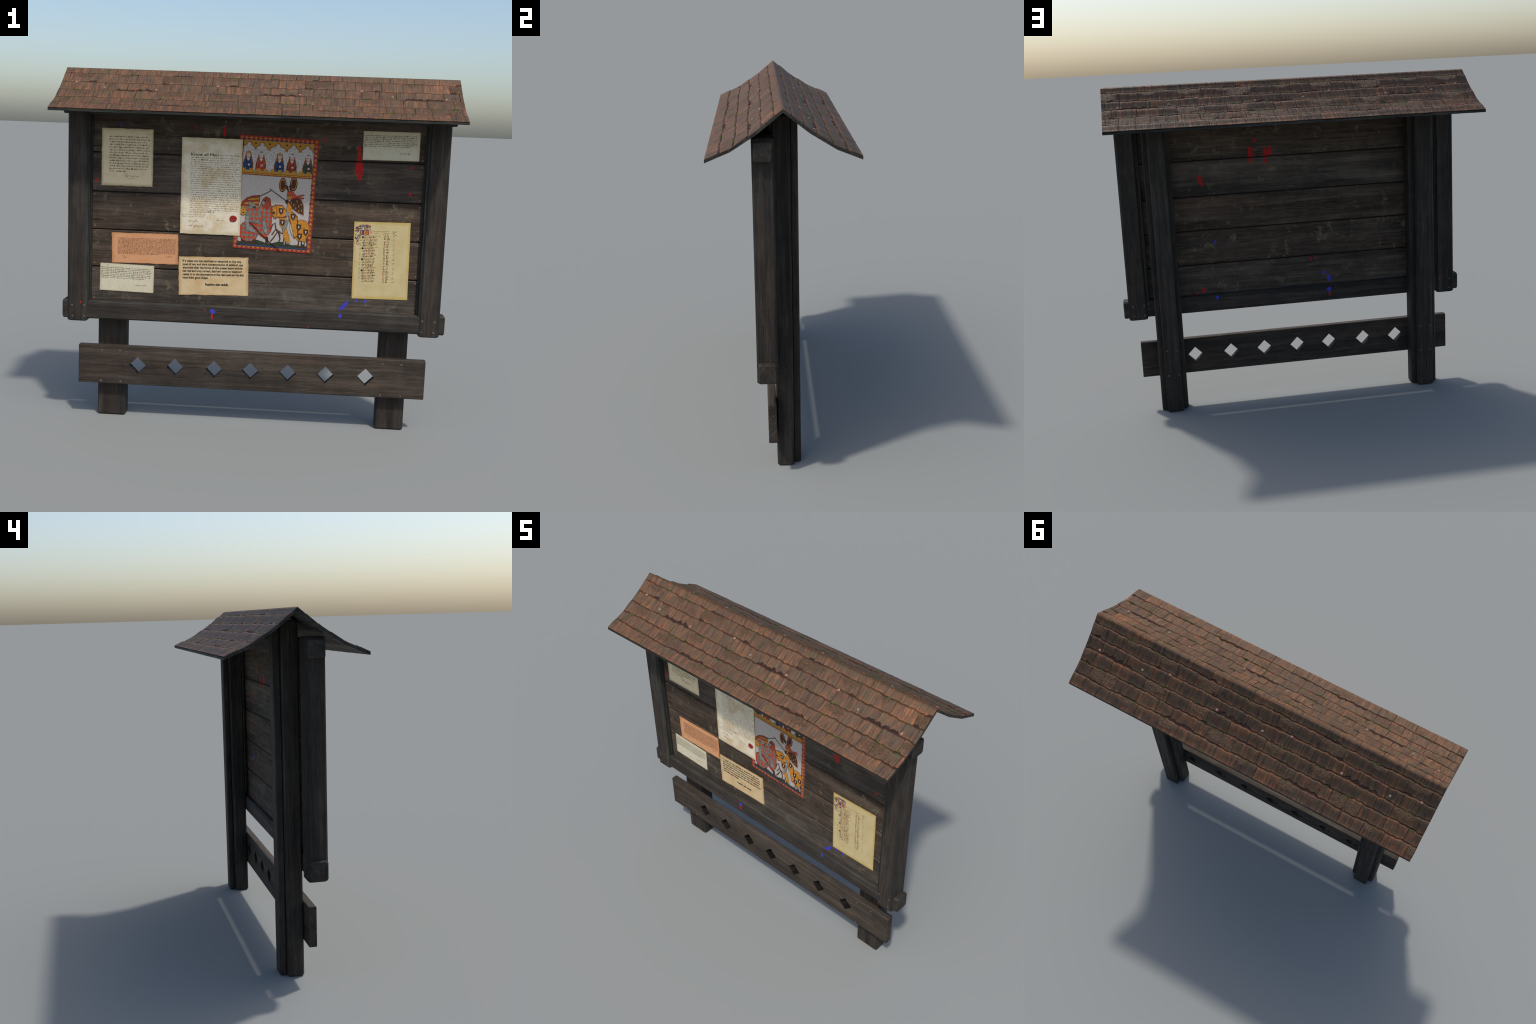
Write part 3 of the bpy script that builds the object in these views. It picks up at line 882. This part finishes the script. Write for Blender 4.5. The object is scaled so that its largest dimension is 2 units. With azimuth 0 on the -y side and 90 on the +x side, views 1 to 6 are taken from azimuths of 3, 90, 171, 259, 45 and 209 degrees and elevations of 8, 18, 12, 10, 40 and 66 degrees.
# ------------------------------------------------------------------ painted poster: plain pageant scene in the same colours
n = Nodes("poster_ground")
f1 = n.noise(n.coord(), 180, 4, .6)
f2 = n.noise(n.coord(), 20, 3, .6)
M_ground = n.finish(n.mix(n.step(f2, .4, .7, 0, .4), n.ramp(f1, [(.3, (.29, .255, .225)), (.7, (.53, .475, .425))]), (.40, .35, .31)), .9, spec=.1)
PW, PH = .3975, .5735
p = sheet("painted_poster", -.110, -.110 + PW, .935, .935 + PH, Y0 + .0008, M_ground, tilt=-2.0, ragged=.0004)
col = dict(red=(.29, .034, .024), orange=(.38, .165, .040), blue=(.028, .055, .13), dark=(.022, .013, .010), gold=(.42, .21, .032),
           skin=(.52, .40, .32), hair=(.20, .065, .025), green=(.035, .045, .028), scarlet=(.40, .060, .030), slate=(.15, .16, .135),
           yellow=(.50, .21, .030), brown=(.065, .032, .018), steel=(.22, .21, .20), white=(.47, .42, .375), maroon=(.25, .045, .025), olive=(.055, .060, .040))
names = list(col)
mats = [plain("poster_" + k, tuple(v * .92 for v in c), .9, .5, 230) for k, c in col.items()]
ci = {k: i for i, k in enumerate(names)}
LAY = .00016
def U(u): return u / 100 * PW
def V(v): return PH * (1 - v / 100)
OUTLINED = ("scarlet", "yellow", "maroon", "brown", "steel", "slate", "gold", "olive", "white")
def pp(pen, pts, c, layer=1, line=False):
    flat = [(U(a), V(b)) for a, b in pts]
    pen.poly(flat, ci[c], .0003 + layer * LAY)
    if line and c in OUTLINED:
        pen.stroke(flat + flat[:1], .0011, ci["dark"], .0003 + (layer + .5) * LAY)
def pd(pen, u, v, ru, rv, c, layer=1, a0=0, a1=2 * math.pi): pen.disc(U(u), V(v), U(ru), PH * rv / 100, ci[c], .0003 + layer * LAY, 20, a0, a1)
def pr(pen, u0, v0, u1, v1, c, layer=1): pp(pen, [(u0, v0), (u1, v0), (u1, v1), (u0, v1)], c, layer)
def pl(pen, pts, w, c, layer=3): pen.stroke([(U(a), V(b)) for a, b in pts], w, ci[c], .0003 + layer * LAY)

# border: red band, row of gold lozenges, blue teeth inside
pen = Pen()
BW = 5.6; BH = BW * PW / PH
pr(pen, 0, 0, 100, BH, "red"); pr(pen, 0, 100 - BH, 100, 100, "red"); pr(pen, 0, BH, BW, 100 - BH, "red"); pr(pen, 100 - BW, BH, 100, 100 - BH, "red")
def lozenge(u, v, ru, rv, c, layer): pp(pen, [(u - ru, v), (u, v + rv), (u + ru, v), (u, v - rv)], c, layer)
k = 17
for i in range(k):
    u = 3 + 94 * i / (k - 1)
    for v, inward in ((BH * .52, 1), (100 - BH * .52, -1)):
        lozenge(u, v, 2.1, 1.45, "orange", 2)
        if 0 < i < k - 1:
            b = BH if inward > 0 else 100 - BH
            pp(pen, [(u - 5.0, b + inward * .25), (u - .9, b + inward * .25), (u - 2.95, b - inward * 1.15)], "blue", 3)
k = 24
for i in range(1, k):
    v = BH * .5 + (100 - BH) * i / k
    for u, inward in ((BW * .52, 1), (100 - BW * .52, -1)):
        lozenge(u, v, 2.1, 1.55, "orange" if i % 3 else "gold", 2)
        b = BW if inward > 0 else 100 - BW
        pp(pen, [(b + inward * .5, v + 1.1), (b + inward * .5, v + 3.3), (b - inward * 1.7, v + 2.2)], "blue" if i % 2 else "steel", 3)
pen.done(p, "poster_border", mats)

# arcade of gold trefoil arches over five cloaked onlookers behind a parapet
pen = Pen()
L0, R0 = BW, 100 - BW
pr(pen, L0, BH + .2, R0, 12.2, "gold", 1)
bays = [(12.5, 7.6), (29, 7.6), (49, 10), (68.5, 7.4), (86, 7.4)]
for u, w in bays:
    pd(pen, u, 8.0, 2.6, 2.0, "white", 3); pd(pen, u - w * .48, 11.3, w * .46, 2.3, "white", 3); pd(pen, u + w * .48, 11.3, w * .46, 2.3, "white", 3)
    pd(pen, u, 8.0, 3.5, 2.5, "maroon", 2); pd(pen, u - w * .48, 11.3, w * .46 + .9, 2.9, "maroon", 2); pd(pen, u + w * .48, 11.3, w * .46 + .9, 2.9, "maroon", 2)
    pr(pen, u - w * .5, 8.6, u + w * .5, 12.9, "white", 4)
for u in (20.6, 38.4, 60, 77):
    lozenge(u, 6.6, 1.3, .9, "dark", 4)
pr(pen, L0, 12.2, R0, 29, "white", 5)
for u, w in bays:
    pass
onlookers = [(12.5, "blue", "hair"), (28.7, "scarlet", "white"), (52, "blue", "hair"), (67.7, "maroon", "white"), (88, "olive", "white")]
for u, robe, head in onlookers:
    pp(pen, [(u - 6.8, 30), (u - 6.4, 24), (u - 4.4, 19), (u - 2.8, 15), (u + 2.8, 15), (u + 4.4, 19), (u + 6.4, 24), (u + 6.8, 30)], "hair", 6)
    pp(pen, [(u - 5.6, 30), (u - 5.0, 23), (u - 2.2, 19.8), (u + 2.2, 19.8), (u + 5.0, 23), (u + 5.6, 30)], robe, 7)
    for k in (-3, -1.2, 1.4, 3.2): pl(pen, [(u + k * .7, 21.5), (u + k, 29.5)], .0009, "dark", 8)
    pp(pen, [(u - 2.4, 19.6), (u + 2.4, 19.6), (u + .6, 22.2), (u - .6, 22.2)], "skin", 8)
    pd(pen, u, 16.6, 3.7, 3.0, "hair" if head == "hair" else "maroon", 8)
    pd(pen, u, 17.1, 2.6, 2.4, "skin", 9)
    if head == "white": pp(pen, [(u - 4.2, 14.4), (u + 4.2, 14.4), (u + 3.4, 16.1), (u - 3.4, 16.1)], "white", 10)
    else: pp(pen, [(u - 3.4, 15.6), (u - 1.5, 13.8), (u + 2.2, 14.0), (u + 4.0, 17.4), (u + 2.2, 16.0)], "orange", 10)
    pd(pen, u - .9, 17.0, .35, .3, "dark", 10); pd(pen, u + 1.0, 17.0, .35, .3, "dark", 10); pr(pen, u - .6, 18.5, u + .7, 18.8, "scarlet", 10)
    for k in (-1, 1): pl(pen, [(u + k * 5.8, 24), (u + k * 4.2, 28), (u + k * 1.2, 26)], .0016, "dark", 11)
    pd(pen, u + 1.2, 25.6, 1.5, .9, "skin", 12)
pr(pen, L0, 30.4, R0, 34.2, "gold", 12)
t = L0
while t < R0 - 3:
    pr(pen, t, 28.5, min(R0, t + 4.6), 30.5, "gold", 13)
    t += 9.1
pr(pen, L0, 32.2, R0, 32.6, "maroon", 14); pr(pen, L0, 33.6, R0, 34.3, "maroon", 14)
pen.done(p, "poster_arcade", mats)

# field below: ground, two caparisoned horses with riders, banner, shield, lances
pen = Pen()
ground = [(L0, 96.8), (L0, 93.4)] + [(L0 + (R0 - L0) * i / 14, 92.6 + 1.3 * math.sin(i * 1.25)) for i in range(1, 14)] + [(R0, 93.6), (R0, 96.8)]
pp(pen, ground, "green", 1)
pp(pen, [(L0, 97.4), (L0, 96.3), (R0, 96.3), (R0, 97.4)], "blue", 2)
def checks(u0, v0, u1, v1, inside, layer):
    """Red and grey lozenge cloth clipped to a rule."""
    du, dv = 2.7, 1.95
    r = 0
    v = v0
    while v <= v1:
        u = u0 + (du if r % 2 else 0)
        while u <= u1:
            if inside(u, v): pp(pen, [(u - du * .97, v), (u, v + dv * .97), (u + du * .97, v), (u, v - dv * .97)], "scarlet" if r % 2 else "slate", layer)
            u += 2 * du
        v += dv; r += 1
# horse in checks: legs, body, neck, head
for u, w in ((12, 2.2), (23, 1.6), (27, 1.6), (43, 1.6)):
    pp(pen, [(u - w, 88), (u + w, 88), (u + w * 1.3, 95), (u - w * .7, 95)], "brown", 2, line=True)
pd(pen, 19, 84.5, 13.2, 9.2, "dark", 3); pd(pen, 19, 84.5, 12.7, 8.8, "scarlet", 4)
checks(7, 76, 31, 93, lambda u, v: ((u - 19) / 11.5) ** 2 + ((v - 84.5) / 7.7) ** 2 < 1, 5)
neck = [(30, 62), (38, 58), (46, 60), (48, 72), (47, 84), (40, 90), (31, 86), (27, 74)]
pp(pen, neck, "scarlet", 5, line=True)
checks(27, 61, 47, 88, lambda u, v: 30 + (v - 60) * -.03 < u < 45.5 + (v - 60) * .03 and v < 85, 6)
pp(pen, [(32, 59.5), (34, 55.4), (38.5, 52.4), (44, 54), (45.5, 60), (41, 64.5), (36, 62)], "maroon", 7, line=True)
pp(pen, [(32.6, 59), (34.2, 56.4), (37.5, 56.8), (37, 60)], "steel", 8, line=True)
pd(pen, 37.2, 56.4, .9, .7, "dark", 9)
# fallen rider in checks with golden helm
pp(pen, [(12, 63), (22, 61), (33, 66), (36, 74), (28, 77), (17, 73), (13, 69)], "slate", 7, line=True)
checks(14, 63, 35, 76, lambda u, v: 15 + (v - 63) * .6 < u < 28 + (v - 63) * .6, 8)
pd(pen, 10.6, 67, 4.4, 3.6, "dark", 9); pd(pen, 10.6, 67, 4.0, 3.3, "gold", 10); pr(pen, 10, 65.4, 12, 66.0, "dark", 11); pr(pen, 10, 67.6, 12, 68.4, "dark", 11)
pp(pen, [(13.5, 71), (19, 71), (19.5, 79), (28, 83), (27, 85.5), (16, 83), (14, 77)], "steel", 9, line=True)
pp(pen, [(36, 74), (40, 74), (44, 84), (42, 86), (38, 83)], "steel", 9, line=True)
# striped banner
ban = [(6.5, 62.5), (8.5, 58.5), (14, 54.8), (21, 52.6), (31, 51.6), (30.5, 57), (28.5, 64), (24, 66), (12, 64)]
pp(pen, ban, "maroon", 5, line=True)
for a in (0, 1, 2):
    v = 54.4 + a * 3.6
    pp(pen, [(16.5 - a * 4.2, v + .9), (30.4 - a * .6, v - .6), (30 - a * .8, v + 1.2), (14.4 - a * 3.4, v + 2.6)], "gold", 6, line=True)
pl(pen, [(6.5, 62.5), (8.5, 58.5), (14, 54.8), (21, 52.6), (31, 51.6), (30.5, 57), (28.5, 64)], .0016, "dark", 7)
pp(pen, [(16, 58.5), (18.5, 57.6), (27, 61), (26, 64.5), (18, 61)], "steel", 8, line=True)
# yellow horse
for u, w in ((66, 1.5), (86, 2.4), (93, 2.0)):
    pp(pen, [(u - w, 86), (u + w, 86), (u + w * .9, 95.4), (u - w * 1.2, 95.4)], "brown", 2, line=True)
    pp(pen, [(u - w * .6, 90), (u + w * .4, 90), (u + w * .3, 94), (u - w * .6, 94)], "white", 3, line=True)
pd(pen, 86, 79.5, 11, 9, "maroon", 3); pd(pen, 86, 79.5, 10.3, 8.5, "yellow", 4)
pp(pen, [(76, 84), (82, 89), (93, 90), (94, 80), (80, 76)], "yellow", 5, line=True)
pp(pen, [(46.5, 61), (51, 59), (60, 59), (65.5, 63.5), (67, 69), (60, 71), (55, 70), (52, 72), (47.5, 69)], "maroon", 5, line=True)
pp(pen, [(47.2, 61.4), (51.3, 59.6), (60, 59.6), (65, 63.8), (66.3, 68.4), (60, 70.2), (55, 69.2), (52, 71), (48, 68.6)], "yellow", 6, line=True)
pp(pen, [(57, 70), (66, 70), (66, 79), (62, 80), (58, 76)], "yellow", 6, line=True)
pp(pen, [(66.5, 64), (73, 64), (80, 68), (83, 85), (78, 88), (75, 84), (71, 74)], "maroon", 6, line=True)
pp(pen, [(67, 64.6), (73, 64.6), (79.2, 68.5), (82, 84.5), (78, 87), (75.6, 83), (71.6, 73)], "yellow", 7, line=True)
pp(pen, [(62, 81), (67, 79), (71, 86), (73, 92.6), (66, 90.6)], "yellow", 7, line=True)
pp(pen, [(66, 72), (69.5, 71), (67, 79), (63.5, 83), (62, 80.5)], "steel", 8, line=True)
pp(pen, [(71.2, 74), (73.4, 77), (76.6, 85), (74.6, 85.4), (71.6, 79)], "white", 8, line=True)
for u, v in ((58.8, 64.4), (61.5, 74.4), (74.5, 68.6), (82.6, 77.5), (92, 81.5), (84.5, 85.5)):
    pp(pen, [(u - 3, v - 2.6), (u + 3, v - 2.6), (u + 2.7, v + .9), (u, v + 3.2), (u - 2.7, v + .9)], "brown", 9, line=True)
    pp(pen, [(u - 1.2, v - 1.6), (u + 1.3, v - 1.2), (u + .4, v + 1.4), (u - .9, v + .6)], "white", 10, line=True)
pd(pen, 49.6, 66.3, 1.6, 1.2, "brown", 9)
pl(pen, [(52.5, 60), (53.5, 64), (52.5, 70)], .0018, "dark", 9); pl(pen, [(55, 69.5), (61, 69.6), (67, 68)], .0018, "dark", 9)
# tangled limbs between the horses
for pts in ([(46, 84), (49, 77), (52, 75), (54, 81), (60, 86)], [(48, 92), (52, 88), (56, 83), (63, 84)], [(58, 84), (60, 89), (58.5, 92)], [(49, 86), (54, 80.5), (60, 83)]):
    pl(pen, pts, .0055, "brown", 5)
# rider with crest, helm, shield
pp(pen, [(66.5, 55), (71, 55), (73, 66), (67, 69), (65.2, 63)], "yellow", 8, line=True)
pd(pen, 67, 66.5, 2.3, 2.4, "steel", 9); pd(pen, 65.3, 55.6, 2.2, 2.0, "brown", 10)
shield = [(68, 56), (71, 53.2), (78, 51.4), (83, 53), (86.5, 58), (87.5, 66.5), (80, 64.6), (73, 61.5)]
pp(pen, shield, "maroon", 10, line=True)
pp(pen, [(68.8, 56.2), (71.4, 53.9), (77.8, 52.2), (82.4, 53.7), (85.6, 58.3), (86.6, 65.4), (80, 63.7), (73.4, 60.7)], "brown", 11, line=True)
for u, v in ((71, 56.4), (74.4, 58), (78, 54.6), (83.6, 57.4), (84.6, 62.6), (77, 61), (80.5, 59), (81, 63)):
    pp(pen, [(u - .6, v - .8), (u + .5, v - .7), (u + .6, v + .7), (u - .4, v + .9)], "gold", 12)
pp(pen, [(64.6, 50.6), (65.5, 46.8), (69.5, 45.4), (73, 47.2), (76.5, 50), (86.2, 48.2), (86.6, 49.2), (79.5, 50.7), (86.6, 51.2), (86.2, 52.2), (76, 52.3), (70, 53.6), (66, 53)], "scarlet", 10, line=True)
pp(pen, [(64.8, 49.4), (70.6, 49.0), (71.6, 52.8), (67.6, 54), (65.2, 52.4)], "orange", 12); pr(pen, 65.6, 49.8, 69.6, 50.5, "dark", 13)
for u, v in ((58.4, 41.3), (72.2, 39.8)):
    pd(pen, u, v, 4.6, 6.3, "dark", 5); pd(pen, u, v, 3.7, 5.4, "gold", 6); pd(pen, u, v, 3.1, 4.7, "maroon", 7); pd(pen, u, v, 2.5, 4.0, "brown", 8)
pp(pen, [(61, 41), (66, 42), (70, 40), (69.5, 46), (65.5, 46.4), (63, 44)], "brown", 9, line=True)
pl(pen, [(65.2, 40.5), (67.4, 46.2)], .0030, "white", 10)
pl(pen, [(42.3, 45.4), (65.2, 55.4)], .0036, "dark", 11); pl(pen, [(31.5, 52.2), (44.4, 47)], .0036, "dark", 11)
pl(pen, [(19.8, 76), (34, 85.5), (59.6, 99.6)], .0042, "dark", 14)
pen.done(p, "poster_pageant", mats)
